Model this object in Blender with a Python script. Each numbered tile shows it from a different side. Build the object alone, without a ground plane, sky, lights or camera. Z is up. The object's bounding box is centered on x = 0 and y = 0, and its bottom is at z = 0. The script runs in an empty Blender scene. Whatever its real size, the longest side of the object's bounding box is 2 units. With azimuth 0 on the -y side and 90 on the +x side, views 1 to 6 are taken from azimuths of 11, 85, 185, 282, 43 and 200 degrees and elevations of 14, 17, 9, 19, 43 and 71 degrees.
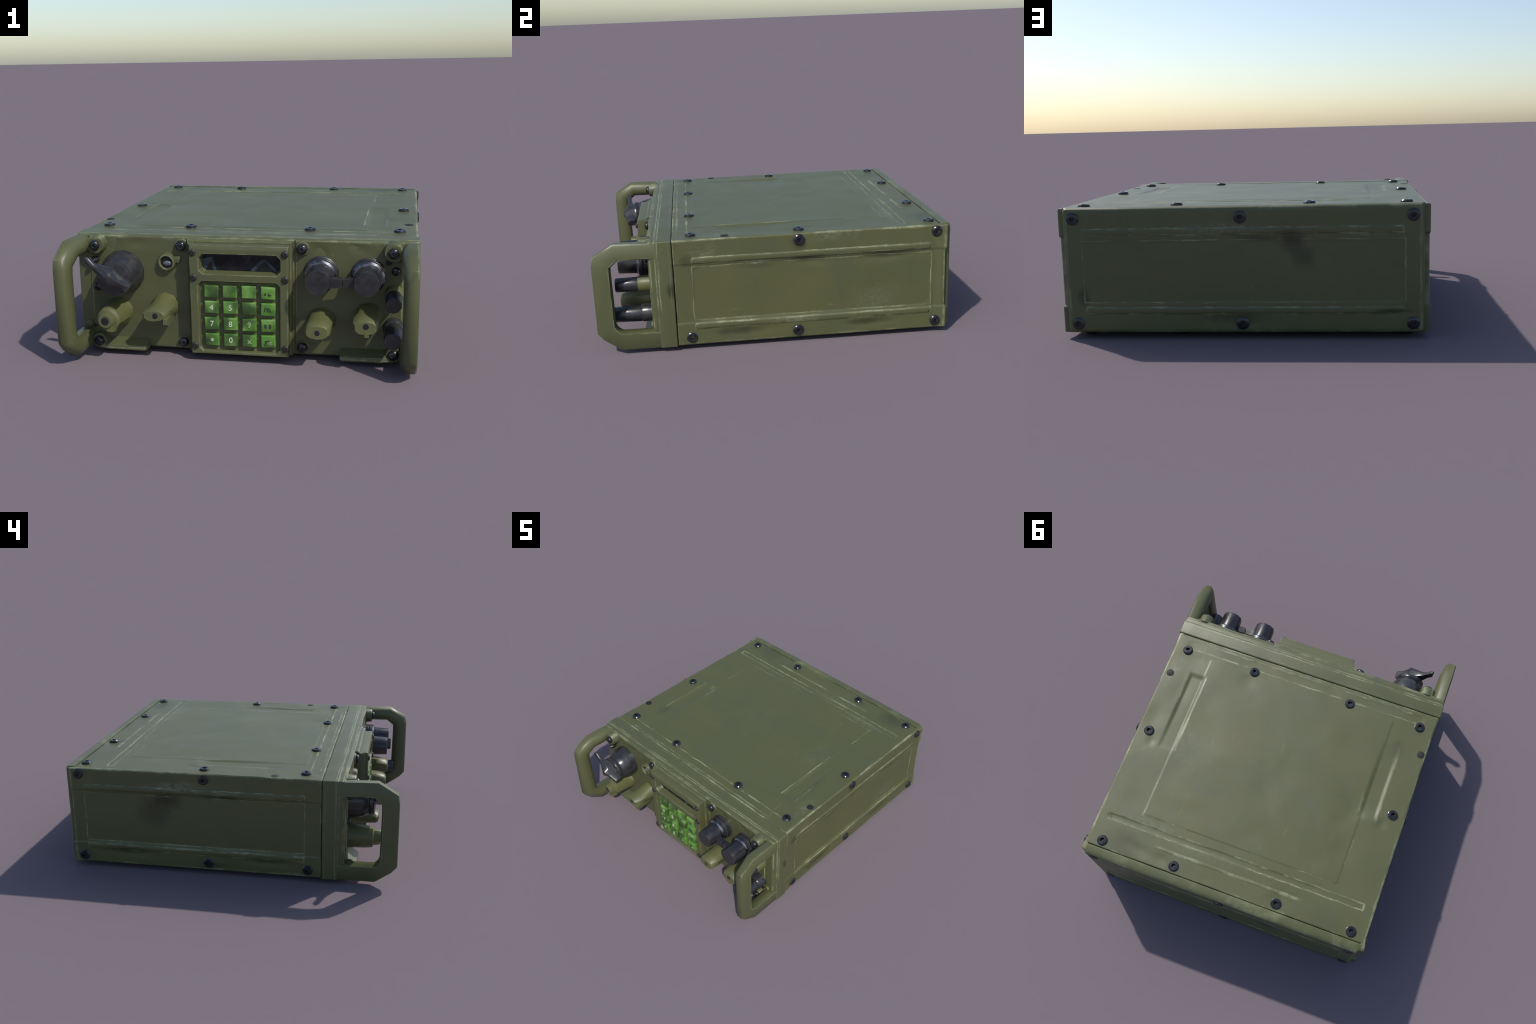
"""Olive-drab field radio set: ribbed sheet-metal case, front panel with knobs,
capped connectors, keypad module and two carrying handles.
Frame: metres, z up, front of the set looks towards -y."""
import bpy, bmesh, math, random
from mathutils import Vector, noise

random.seed(7)
SCN = bpy.context.scene

# ------------------------------------------------------------------ materials
def rect_line_group():
    """Soft line that follows the outline of a rectangle (centre, half sizes)."""
    g = bpy.data.node_groups.new("rectangle_line", "ShaderNodeTree")
    s = g.interface
    s.new_socket("Vector", in_out="INPUT", socket_type="NodeSocketVector")
    s.new_socket("Centre", in_out="INPUT", socket_type="NodeSocketVector")
    s.new_socket("Half", in_out="INPUT", socket_type="NodeSocketVector")
    s.new_socket("Width", in_out="INPUT", socket_type="NodeSocketFloat")
    s.new_socket("Mask", in_out="OUTPUT", socket_type="NodeSocketFloat")
    N, L = g.nodes, g.links
    i, o = N.new("NodeGroupInput"), N.new("NodeGroupOutput")

    def vm(op, a, b=None):
        n = N.new("ShaderNodeVectorMath"); n.operation = op
        L.new(a, n.inputs[0])
        if b is not None:
            if isinstance(b, tuple): n.inputs[1].default_value = b
            else: L.new(b, n.inputs[1])
        return n

    def m(op, a, b=None, c=None):
        n = N.new("ShaderNodeMath"); n.operation = op
        for k, v in enumerate((a, b, c)):
            if v is None: continue
            if isinstance(v, (int, float)): n.inputs[k].default_value = v
            else: L.new(v, n.inputs[k])
        return n.outputs[0]

    d = vm("SUBTRACT", i.outputs["Vector"], i.outputs["Centre"]).outputs[0]
    d = vm("ABSOLUTE", d).outputs[0]
    d = vm("SUBTRACT", d, i.outputs["Half"]).outputs[0]
    out = vm("LENGTH", vm("MAXIMUM", d, (0, 0, 0)).outputs[0]).outputs["Value"]
    sp = N.new("ShaderNodeSeparateXYZ"); L.new(d, sp.inputs[0])
    ins = m("MINIMUM", m("MAXIMUM", m("MAXIMUM", sp.outputs[0], sp.outputs[1]), sp.outputs[2]), 0.0)
    sd = m("ABSOLUTE", m("ADD", out, ins))
    nz = N.new("ShaderNodeTexNoise"); nz.inputs["Scale"].default_value = 7.0; nz.inputs["Detail"].default_value = 3.0
    L.new(i.outputs["Vector"], nz.inputs["Vector"])
    wide = m("MULTIPLY", i.outputs["Width"], m("MULTIPLY", m("POWER", nz.outputs[0], 2.0), 4.2))
    q = m("DIVIDE", sd, wide)
    r = m("SUBTRACT", 1.0, q)
    cl = N.new("ShaderNodeClamp"); L.new(r, cl.inputs[0])
    L.new(cl.outputs[0], o.inputs["Mask"])
    return g

RECT = rect_line_group()
OLIVE = (0.087, 0.094, 0.037)
OLIVE_WARM = (0.096, 0.098, 0.036)
OLIVE_COOL = (0.077, 0.088, 0.045)
WEAR = (0.30, 0.315, 0.18)
SCUFF = (0.20, 0.215, 0.145)
DARK_PATCH = (0.026, 0.022, 0.010)
ROUND, WIDE, LONG_Y, LONG_X = (1, 1, 1), (1.8, 1.8, 1), (1, 2.6, 0.45), (2.6, 1, 0.45)


class Tree:
    def __init__(self, name):
        self.mat = bpy.data.materials.new(name)
        self.mat.use_nodes = True
        self.N, self.L = self.mat.node_tree.nodes, self.mat.node_tree.links
        self.N.clear()
        self.out = self.N.new("ShaderNodeOutputMaterial")
        self.bsdf = self.N.new("ShaderNodeBsdfPrincipled")
        self.L.new(self.bsdf.outputs[0], self.out.inputs[0])
        self.obj = self.N.new("ShaderNodeTexCoord").outputs["Object"]

    def put(self, sock, v):
        if isinstance(v, bpy.types.NodeSocket): self.L.new(v, sock)
        elif isinstance(v, tuple) and len(v) == 3 and sock.type == "RGBA": sock.default_value = (*v, 1)
        else: sock.default_value = v

    def math(self, op, a, b=0.0, clamp=False):
        n = self.N.new("ShaderNodeMath"); n.operation = op; n.use_clamp = clamp
        self.put(n.inputs[0], a); self.put(n.inputs[1], b)
        return n.outputs[0]

    def noise(self, scale, detail=3.0, rough=0.55, vec=None, dist=0.0):
        n = self.N.new("ShaderNodeTexNoise")
        n.inputs["Scale"].default_value = scale
        n.inputs["Detail"].default_value = detail
        n.inputs["Roughness"].default_value = rough
        n.inputs["Distortion"].default_value = dist
        self.L.new(vec or self.obj, n.inputs["Vector"])
        return n

    def mapping(self, scale=(1, 1, 1), loc=(0, 0, 0), rot=(0, 0, 0)):
        n = self.N.new("ShaderNodeMapping")
        n.inputs["Scale"].default_value = scale
        n.inputs["Location"].default_value = loc
        n.inputs["Rotation"].default_value = rot
        self.L.new(self.obj, n.inputs["Vector"])
        return n.outputs[0]

    def ramp(self, fac, lo, hi):
        n = self.N.new("ShaderNodeMapRange")
        n.interpolation_type = "SMOOTHSTEP"
        n.inputs["From Min"].default_value = lo
        n.inputs["From Max"].default_value = hi
        self.L.new(fac, n.inputs["Value"])
        return n.outputs["Result"]

    def mix(self, fac, a, b):
        n = self.N.new("ShaderNodeMix"); n.data_type = "RGBA"
        self.put(n.inputs["Factor"], fac)
        self.put(n.inputs[6], a); self.put(n.inputs[7], b)
        return n.outputs[2]

    def bump(self, height, strength=0.1, dist=0.002):
        n = self.N.new("ShaderNodeBump")
        n.inputs["Strength"].default_value = strength
        n.inputs["Distance"].default_value = dist
        self.L.new(height, n.inputs["Height"])
        self.L.new(n.outputs[0], self.bsdf.inputs["Normal"])

    def edges(self, radius, lo, hi):
        b = self.N.new("ShaderNodeBevel"); b.samples = 6
        b.inputs["Radius"].default_value = radius
        g = self.N.new("ShaderNodeNewGeometry")
        d = self.N.new("ShaderNodeVectorMath"); d.operation = "DOT_PRODUCT"
        self.L.new(b.outputs[0], d.inputs[0]); self.L.new(g.outputs["Normal"], d.inputs[1])
        return self.ramp(self.math("SUBTRACT", 1.0, d.outputs["Value"]), lo, hi)


def olive(name, lines=(), dark_patches=(), edge=0.0, tint=1.0, scuffs=(), cool=0.5):
    """Worn olive paint. lines: (centre, half, width, strength) of rubbed edges;
    stains: (centre, radius, strength) of darkened colour, rib and recess shade included."""
    t = Tree(name)
    big = t.ramp(t.noise(2.1, 4, 0.6).outputs[0], 0.35, 0.65)
    mid = t.ramp(t.noise(6.5, 4, 0.6, dist=0.6).outputs[0], 0.42, 0.72)
    sc = lambda c: tuple(v * tint for v in c)
    col = t.mix(big, sc(OLIVE), sc(OLIVE_WARM))
    col = t.mix(t.math("MAXIMUM", t.math("MULTIPLY", mid, cool), cool - 0.5), col, sc(OLIVE_COOL))
    # dusty rubbed patches
    dust = t.ramp(t.noise(9.0, 6, 0.7, vec=t.mapping((1, 1, 1), (3, 1, 2))).outputs[0], 0.60, 0.80)
    col = t.mix(t.math("MULTIPLY", dust, 0.35), col, (0.120, 0.132, 0.070))
    # green flecks of fresh paint
    green = t.ramp(t.noise(15.0, 2, 0.5, vec=t.mapping((1, 1, 1), (7, 5, 1))).outputs[0], 0.71, 0.80)
    col = t.mix(t.math("MULTIPLY", green, 0.5), col, (0.085, 0.150, 0.040))
    # short scratches
    scr = t.ramp(t.noise(34.0, 2, 0.4, vec=t.mapping((1.0, 0.10, 1.0), (0, 0, 0), (0.1, 0.05, 0.9))).outputs[0], 0.70, 0.76)
    scr = t.math("MULTIPLY", scr, t.ramp(t.noise(3.4, 2, vec=t.mapping((1, 1, 1), (11, 4, 2))).outputs[0], 0.52, 0.66))
    col = t.mix(t.math("MULTIPLY", scr, 0.22), col, WEAR)
    for c, r, s, stretch, paint in [(*q, DARK_PATCH) for q in dark_patches] + [(*q, SCUFF) for q in scuffs]:
        d = t.N.new("ShaderNodeVectorMath"); d.operation = "SUBTRACT"
        t.L.new(t.obj, d.inputs[0]); d.inputs[1].default_value = c
        q = t.N.new("ShaderNodeVectorMath"); q.operation = "DIVIDE"
        t.L.new(d.outputs[0], q.inputs[0]); q.inputs[1].default_value = tuple(r * v for v in stretch)
        ln = t.N.new("ShaderNodeVectorMath"); ln.operation = "LENGTH"
        t.L.new(q.outputs[0], ln.inputs[0])
        dd = t.math("ADD", ln.outputs["Value"], t.math("MULTIPLY", t.math("SUBTRACT", t.noise(13, 4, 0.6).outputs[0], 0.5), 0.9))
        k = t.math("SUBTRACT", 1.0, t.ramp(dd, 0.15, 1.0))
        if paint == SCUFF:
            k = t.math("MULTIPLY", k, t.ramp(t.noise(30, 4, 0.7, vec=t.mapping((1, 1, 2.5))).outputs[0], 0.38, 0.66))
        col = t.mix(t.math("MULTIPLY", k, s), col, paint)
    wear = None
    if lines:
        wob = t.noise(11.0, 5, 0.6)
        sub = t.N.new("ShaderNodeVectorMath"); sub.operation = "SUBTRACT"
        t.L.new(wob.outputs["Color"], sub.inputs[0]); sub.inputs[1].default_value = (0.5, 0.5, 0.5)
        scl = t.N.new("ShaderNodeVectorMath"); scl.operation = "SCALE"
        t.L.new(sub.outputs[0], scl.inputs[0]); scl.inputs["Scale"].default_value = 0.016
        add = t.N.new("ShaderNodeVectorMath"); add.operation = "ADD"
        t.L.new(t.obj, add.inputs[0]); t.L.new(scl.outputs[0], add.inputs[1])
        for c, h, w, s in lines:
            g = t.N.new("ShaderNodeGroup"); g.node_tree = RECT
            t.L.new(add.outputs[0], g.inputs["Vector"])
            g.inputs["Centre"].default_value = c
            g.inputs["Half"].default_value = h
            g.inputs["Width"].default_value = w
            k = t.math("MULTIPLY", g.outputs[0], s)
            wear = k if wear is None else t.math("MAXIMUM", wear, k)
        gate = t.ramp(t.noise(4.6, 4, 0.65, vec=t.mapping((1, 1, 1), (2, 9, 4))).outputs[0], 0.42, 0.57)
        fine = t.ramp(t.noise(21.0, 4, 0.7).outputs[0], 0.36, 0.60)
        gate = t.math("MULTIPLY", gate, t.math("ADD", t.math("MULTIPLY", fine, 0.75), 0.25))
        gate = t.math("ADD", t.math("MULTIPLY", gate, 0.94), 0.06)
        wear = t.math("MULTIPLY", wear, gate)
    if edge:
        k = t.edges(0.011, 0.012, 0.11)
        k = t.math("MULTIPLY", k, t.ramp(t.noise(12.0, 4, 0.65).outputs[0], 0.38, 0.66))
        k = t.math("MULTIPLY", k, edge)
        wear = k if wear is None else t.math("MAXIMUM", wear, k)
    if wear is not None:
        col = t.mix(wear, col, WEAR)
    t.put(t.bsdf.inputs["Base Color"], col)
    rg = t.math("ADD", t.math("MULTIPLY", t.noise(5.0, 4).outputs[0], 0.16), 0.36)
    t.put(t.bsdf.inputs["Roughness"], rg)
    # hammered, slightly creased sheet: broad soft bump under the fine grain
    broad = t.N.new("ShaderNodeBump")
    broad.inputs["Strength"].default_value = 0.26
    broad.inputs["Distance"].default_value = 0.02
    crease = t.N.new("ShaderNodeTexVoronoi"); crease.feature = "F1"; crease.inputs["Scale"].default_value = 3.1
    crease.inputs["Randomness"].default_value = 1.0
    t.L.new(t.obj, crease.inputs["Vector"])
    hgt = t.math("ADD", t.math("MULTIPLY", t.noise(3.0, 1.2, 0.45, dist=0.5).outputs[0], 1.0), t.math("MULTIPLY", crease.outputs["Distance"], 0.35))
    t.L.new(hgt, broad.inputs["Height"])
    t.bump(t.noise(70, 4, 0.6).outputs[0], 0.10, 0.002)
    t.L.new(broad.outputs[0], t.bsdf.inputs["Normal"].links[0].from_node.inputs["Normal"])
    return t.mat


def plain(name, col, rough, metallic=0.0, vary=0.25, scale=18.0, edge=None, coat=0.0, spec=0.5):
    t = Tree(name)
    n = t.ramp(t.noise(scale, 4, 0.6).outputs[0], 0.35, 0.7)
    c = t.mix(n, tuple(v * (1 - vary) for v in col), tuple(v * (1 + vary) for v in col))
    if edge:
        k = t.math("MULTIPLY", t.edges(0.006, 0.03, 0.2), t.ramp(t.noise(20.0, 3).outputs[0], 0.35, 0.65))
        c = t.mix(t.math("MULTIPLY", k, 0.6), c, edge)
    t.put(t.bsdf.inputs["Base Color"], c)
    t.put(t.bsdf.inputs["Roughness"], t.math("ADD", rough - 0.05, t.math("MULTIPLY", n, 0.1)))
    t.bsdf.inputs["Metallic"].default_value = metallic
    t.bsdf.inputs["Coat Weight"].default_value = coat
    t.bsdf.inputs["Specular IOR Level"].default_value = spec
    t.bump(t.noise(90, 3).outputs[0], 0.08, 0.001)
    return t.mat


def key_green(name):
    t = Tree(name)
    rnd = t.N.new("ShaderNodeObjectInfo").outputs["Random"]
    off = t.N.new("ShaderNodeVectorMath"); off.operation = "ADD"
    cmb = t.N.new("ShaderNodeCombineXYZ")
    t.L.new(t.math("MULTIPLY", rnd, 31.0), cmb.inputs[0]); t.L.new(t.math("MULTIPLY", rnd, 17.0), cmb.inputs[2])
    t.L.new(t.obj, off.inputs[0]); t.L.new(cmb.outputs[0], off.inputs[1])
    n = t.noise(13.0, 2, 0.5, vec=off.outputs[0]).outputs[0]
    c = t.mix(t.ramp(n, 0.40, 0.72), (0.090, 0.230, 0.032), (0.205, 0.350, 0.095))
    n2 = t.noise(9.0, 2, 0.5, vec=off.outputs[0]).outputs[0]
    c = t.mix(t.ramp(n2, 0.56, 0.36), c, (0.045, 0.090, 0.024))
    t.put(t.bsdf.inputs["Base Color"], c)
    t.bsdf.inputs["Roughness"].default_value = 0.42
    return t.mat


# dimensions of the case ----------------------------------------------------
SX = 0.875            # outer face of the side covers
ZB, ZT = 0.027, 0.636  # bottom and top of the case
YF, YR = -0.562, 0.932  # front seam and rear seam
BIG = 9.0

M_TOP = olive("olive_paint_top", lines=[
    ((0, 0.185, 0), (0.870, 0.746, BIG), 0.009, 0.95),           # rubbed rim
    ((0, 0.728, 0), (0.805, 0.020, BIG), 0.005, 1.0),           # rear rib
    *[(((a + b) / 2, -0.477, 0), ((b - a) / 2, 0.0006, BIG), 0.005, 1.0) for a, b in ((-0.76, -0.36), (-0.26, 0.29), (0.38, 0.76))],
    ((0.05, -0.534, 0), (0.76, 0.0006, BIG), 0.005, 0.8),
    ((0.594, -0.05, 0), (0.0006, 0.26, BIG), 0.005, 1.1), ((0.711, -0.20, 0), (0.0006, 0.10, BIG), 0.005, 0.8),
    ((-0.714, -0.03, 0), (0.0006, 0.24, BIG), 0.005, 1.1), ((-0.598, 0.10, 0), (0.0006, 0.09, BIG), 0.004, 0.4),
    ((0.617, 0.55, 0), (0.0006, 0.11, BIG), 0.004, 0.9), ((-0.622, 0.51, 0), (0.0006, 0.14, BIG), 0.004, 0.9),
    ((0.48, 0.653, 0), (0.14, 0.0006, BIG), 0.004, 0.7), ((-0.35, 0.653, 0), (0.27, 0.0006, BIG), 0.004, 0.6),
    ((0, 0.815, 0), (0.45, 0.004, BIG), 0.005, 0.8),
    ], dark_patches=[((0.35, 0.875, ZT), 0.05, 0.35, ROUND), ((-0.62, 0.90, ZT), 0.08, 0.2, WIDE), ((-0.70, -0.27, ZT), 0.05, 0.25, (1, 2, 1)),  # y-stretched patches darken the paint for shadow in the side recesses
               ((0.66, 0.89, ZT), 0.08, 0.4, WIDE), ((0.72, -0.1, ZT), 0.04, 0.15, (1, 3, 1)),
               ((-0.32, -0.47, ZT), 0.05, 0.3, ROUND), ((0.32, -0.47, ZT), 0.05, 0.3, ROUND)], edge=0.55,
    scuffs=[((0.52, 0.15, ZT), 0.20, 0.13, (0.7, 1.3, 1)), ((-0.62, 0.20, ZT), 0.05, 0.3, ROUND), ((0.55, 0.70, ZT), 0.14, 0.45, (1.5, 0.3, 1)), ((0.2, 0.75, ZT), 0.2, 0.2, (1.6, 0.3, 1)),
            ((-0.1, 0.2, ZT), 0.25, 0.06, ROUND), ((0.0, -0.545, ZT), 0.2, 0.5, (1.5, 0.12, 1)), ((-0.5, -0.545, ZT), 0.15, 0.4, (1.5, 0.12, 1)), ((0.80, -0.30, ZT), 0.10, 0.35, (0.6, 1.5, 1))])
def side_lines(s):
    return [((s * SX, 0.195, 0.333), (BIG, 0.757, 0.300), 0.009, 0.8),
            ((s * SX, 0.207, 0.520), (BIG, 0.668, 0.015), 0.005, 0.9),
            ((s * SX, 0.207, 0.138), (BIG, 0.668, 0.016), 0.005, 0.9),
            ((s * SX, 0.208, 0.328), (BIG, 0.670, 0.155), 0.004, 0.8)]
M_SIDE_R = olive("olive_paint_right_side", side_lines(1), dark_patches=[
    ((SX, 0.62, 0.485), 0.065, 0.75, LONG_Y), ((SX, 0.18, 0.492), 0.06, 0.75, LONG_Y), ((SX, -0.22, 0.092), 0.075, 0.65, LONG_Y),  # long patches paint the shade beneath the pressed ribs
    ((SX, 0.52, 0.095), 0.07, 0.6, LONG_Y), ((SX, 0.13, 0.575), 0.06, 0.6, ROUND), ((SX, -0.49, 0.515), 0.05, 0.45, ROUND),
    ((SX, 0.12, 0.06), 0.06, 0.4, ROUND), ((SX, -0.1, 0.47), 0.06, 0.3, LONG_Y)], edge=0.5,
    scuffs=[((SX, 0.10, 0.137), 0.06, 0.8, LONG_Y), ((SX, -0.12, 0.49), 0.05, 0.6, LONG_Y), ((SX, -0.40, 0.57), 0.07, 0.35, WIDE), ((SX, 0.30, 0.615), 0.10, 0.4, LONG_Y), ((SX, 0.55, 0.23), 0.14, 0.22, (1, 1.3, 0.8))])
M_SIDE_L = olive("olive_paint_left_side", side_lines(-1), dark_patches=[
    ((-SX, 0.36, 0.46), 0.11, 0.85, (1, 1.2, 0.8)), ((-SX, 0.45, 0.38), 0.14, 0.6, ROUND), ((-SX, 0.02, 0.492), 0.07, 0.65, LONG_Y),
    ((-SX, -0.25, 0.110), 0.07, 0.65, LONG_Y), ((-SX, 0.62, 0.125), 0.07, 0.5, LONG_Y), ((-SX, 0.07, 0.06), 0.05, 0.5, LONG_Y)], edge=0.5,
    scuffs=[((-SX, 0.30, 0.545), 0.10, 0.75, LONG_Y), ((-SX, 0.02, 0.520), 0.05, 0.7, LONG_Y), ((-SX, 0.02, 0.160), 0.06, 0.5, LONG_Y)])
M_BACK = olive("olive_paint_back", lines=[
    ((0, 0.995, 0.334), (0.840, BIG, 0.298), 0.008, 0.5),
    ((0, 0.995, 0.523), (0.758, BIG, 0.015), 0.005, 0.7),
    ((0, 0.995, 0.140), (0.760, BIG, 0.016), 0.005, 0.7),
    ((0, 0.995, 0.330), (0.768, BIG, 0.150), 0.004, 0.6)],
    dark_patches=[((-0.24, 0.995, 0.47), 0.09, 0.75, ROUND), ((-0.30, 0.995, 0.40), 0.08, 0.6, ROUND), ((0.77, 0.995, 0.20), 0.05, 0.7, (0.8, 1, 1.4)), ((0.06, 0.995, 0.10), 0.09, 0.55, LONG_X),
            ((-0.70, 0.995, 0.13), 0.05, 0.6, LONG_X), ((0, 0.995, 0.075), 0.05, 0.5, ROUND), ((-0.08, 0.995, 0.49), 0.06, 0.5, LONG_X)], edge=0.4,
    scuffs=[((0.10, 0.995, 0.53), 0.09, 0.5, LONG_X), ((-0.60, 0.995, 0.505), 0.05, 0.4, LONG_X)])
M_FRAME = olive("olive_paint_frame", lines=[
    ((0, -0.650, 0.333), (BIG, 0.008, BIG), 0.004, 0.85),
    ((0, -0.610, 0.333), (BIG, 0.030, BIG), 0.003, 0.35),
    ], dark_patches=[((0.886, -0.578, 0.36), 0.05, 0.85, (1, 0.7, 1.2))], edge=0.8, cool=0.85)
M_PANEL = olive("olive_paint_panel", tint=0.94, lines=[((0, -0.70, 0.334), (0.806, BIG, 0.294), 0.007, 0.7)],
    dark_patches=[((-0.74, -0.70, 0.30), 0.08, 0.2, ROUND)], edge=0.9, cool=0.85)
M_HANDLE = olive("olive_paint_handle", edge=0.95, cool=0.85)
M_KEYPAD = olive("olive_paint_keypad", edge=0.8, cool=0.85)
M_KNOB = olive("olive_paint_knob", edge=0.25, tint=1.12)
M_CORE = plain("matte_near_black", (0.012, 0.013, 0.010), 0.7)
M_BOLT = plain("black_oxide_steel", (0.012, 0.014, 0.018), 0.24, 0.0, 0.3, 60.0, edge=(0.16, 0.155, 0.14), spec=0.6)
M_SCREW = plain("dull_dark_screw", (0.024, 0.020, 0.018), 0.5, 0.0, 0.3, 60.0)
M_SOCKET = plain("socket_black", (0.004, 0.004, 0.005), 0.6)
M_RUBBER = plain("black_rubber", (0.029, 0.029, 0.032), 0.28, 0.0, 0.25, 25.0, edge=(0.12, 0.12, 0.13), spec=0.6)  # base and edge colours lightened for highlights on cap and lever
M_CAP = plain("black_cap", (0.021, 0.021, 0.024), 0.33, 0.0, 0.25, 25.0, edge=(0.10, 0.10, 0.11), spec=0.6)
M_RING = plain("bright_metal_ring", (0.20, 0.20, 0.22), 0.30, 1.0, 0.3, 40.0)
M_GLASS = plain("display_glass", (0.012, 0.013, 0.017), 0.18, 0.0, 0.5, 20.0, spec=0.3)
M_REFLB = plain("reflection_tint_blue", (0.030, 0.044, 0.062), 0.3, 0.0, 0.3, 40.0)
M_REFLD = plain("reflection_tint_dark", (0.006, 0.010, 0.010), 0.3, 0.0, 0.3, 40.0)
M_KEY = key_green("key_green")
M_WHITE = plain("legend_white", (0.52, 0.60, 0.40), 0.5, 0.0, 0.15, 90.0)
M_PALE = plain("legend_pale", (0.30, 0.43, 0.20), 0.5, 0.0, 0.2, 60.0)
M_INK = plain("legend_dark", (0.025, 0.050, 0.020), 0.5, 0.0, 0.2, 60.0)
M_LENS = plain("lens_grey", (0.10, 0.11, 0.14), 0.15, 0.0, 0.3, 60.0)

# ------------------------------------------------------------------ building
def link(name, me, mat, parent, loc=None):
    ob = bpy.data.objects.new(name, me)
    SCN.collection.objects.link(ob)
    if mat is not None and not me.materials:
        me.materials.append(mat)
    if parent is not None:
        ob.parent = parent
    if loc: ob.location = loc
    return ob


def finish(bm, name, mat, parent, smooth=40.0, loc=None):
    bmesh.ops.recalc_face_normals(bm, faces=bm.faces)
    me = bpy.data.meshes.new(name)
    bm.to_mesh(me); bm.free()
    if smooth:
        me.polygons.foreach_set("use_smooth", [True] * len(me.polygons))
        me.set_sharp_from_angle(angle=math.radians(smooth))
    return link(name, me, mat, parent, loc)


def bevel_all(bm, w, seg=2, angle=30):
    es = [e for e in bm.edges if len(e.link_faces) == 2 and e.calc_face_angle(0) > math.radians(angle)]
    bmesh.ops.bevel(bm, geom=es, offset=w, segments=seg, profile=0.6, affect="EDGES", clamp_overlap=True)


def box_bm(lo, hi, bevel=0.0, seg=2):
    bm = bmesh.new()
    bmesh.ops.create_cube(bm, size=1.0)
    for v in bm.verts:
        v.co = Vector(((lo[k] + hi[k]) / 2 + v.co[k] * (hi[k] - lo[k]) for k in range(3)))
    if bevel: bevel_all(bm, bevel, seg)
    return bm


def lathe_bm(profile, cx, cz, seg=24, turn=0.0, sx=1.0, sz=1.0):
    """Revolve (radius, y) pairs round an axis along y; the last is the tip."""
    bm = bmesh.new()
    rings = []
    for r, y in profile:
        rings.append([bm.verts.new((cx + r * sx * math.cos(turn + 2 * math.pi * k / seg), y,
                                    cz + r * sz * math.sin(turn + 2 * math.pi * k / seg))) for k in range(seg)])
    for a, b in zip(rings, rings[1:]):
        for k in range(seg):
            bm.faces.new((a[k], a[(k + 1) % seg], b[(k + 1) % seg], b[k]))
    bm.faces.new(rings[0]); bm.faces.new(rings[-1])
    return bm


def loft_bm(sections):
    bm = bmesh.new()
    rings = [[bm.verts.new(p) for p in s] for s in sections]
    n = len(rings[0])
    for a, b in zip(rings, rings[1:]):
        for k in range(n):
            bm.faces.new((a[k], a[(k + 1) % n], b[(k + 1) % n], b[k]))
    bm.faces.new(rings[0]); bm.faces.new(rings[-1])
    return bm


def merge(*bms):
    out = bms[0]
    for b in bms[1:]:
        me = bpy.data.meshes.new("part"); b.to_mesh(me); b.free()
        out.from_mesh(me); bpy.data.meshes.remove(me)
    return out


def sst(x, a, b):
    t = min(1.0, max(0.0, (x - a) / (b - a)))
    return t * t * (3 - 2 * t)


def sd_rect(u, v, cu, cv, hu, hv, r=0.0):
    a, b = abs(u - cu) - hu + r, abs(v - cv) - hv + r
    return math.hypot(max(a, 0), max(b, 0)) + min(max(a, b), 0) - r


def bead(u, v, cu, cv, hu, hv, h):
    """Rounded pressed rib (capsule), height h."""
    d = -sd_rect(u, v, cu, cv, hu, hv, min(hu, hv)) / min(hu, hv)
    return h * math.sqrt(max(0.0, 1 - (1 - min(1.0, d * 1.25)) ** 2)) if d > 0 else 0.0


def plateau(u, v, cu, cv, hu, hv, h, ramp=0.008, r=0.01):
    return h * (1 - sst(sd_rect(u, v, cu, cv, hu, hv, r), -ramp, 0.0))


def spaced(lo, hi, step, fine=(), r=0.012):
    """Grid positions: even, refined in the bands `fine` and at both edges."""
    bands = list(fine) + [(lo, lo + r, r / 4), (hi - r, hi, r / 4)]
    xs, x = [lo], lo
    while x < hi - 1e-6:
        s = step
        for a, b, f in bands:
            if a - step <= x < b: s = min(s, f if x >= a - f else max(f, a - x))
        x = min(hi, x + s)
        xs.append(x)
    if hi - xs[-2] < r / 8: xs.pop(-2)
    return xs


def slab(name, mat, parent, frame, us, vs, height, depth, r=0.010, warp=None, smooth=60.0):
    """A pressed sheet: dense outer face raised by height(u, v), rolled edges, closed back."""
    O, U, V, Nn = (Vector(f) for f in frame)
    bm = bmesh.new()
    u0, u1, v0, v1 = us[0], us[-1], vs[0], vs[-1]
    grid = []
    for v in vs:
        row = []
        for u in us:
            e = max(0.0, r - min(u - u0, u1 - u)), max(0.0, r - min(v - v0, v1 - v))
            q = min(r, math.hypot(*e))
            drop = r - math.sqrt(max(0.0, r * r - q * q))
            h = height(u, v) - drop
            uu, vv = warp(u, v) if warp else (u, v)
            row.append(bm.verts.new(O + U * uu + V * vv + Nn * h))
        grid.append(row)
    for a, b in zip(grid, grid[1:]):
        for k in range(len(us) - 1):
            bm.faces.new((a[k], a[k + 1], b[k + 1], b[k]))
    rim = grid[0] + [g[-1] for g in grid[1:]] + grid[-1][-2::-1] + [g[0] for g in grid[-2:0:-1]]
    low = [bm.verts.new(p.co - Nn * ((p.co - O).dot(Nn) + depth)) for p in rim]
    n = len(rim)
    for k in range(n):
        bm.faces.new((rim[k], low[k], low[(k + 1) % n], rim[(k + 1) % n]))
    bm.faces.new(low)
    return finish(bm, name, mat, parent, smooth)


def lumps(a, b, c, amp, scale=2.3):
    return amp * noise.noise(Vector((a * scale + c, b * scale - c, c * 1.7)))


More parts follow.
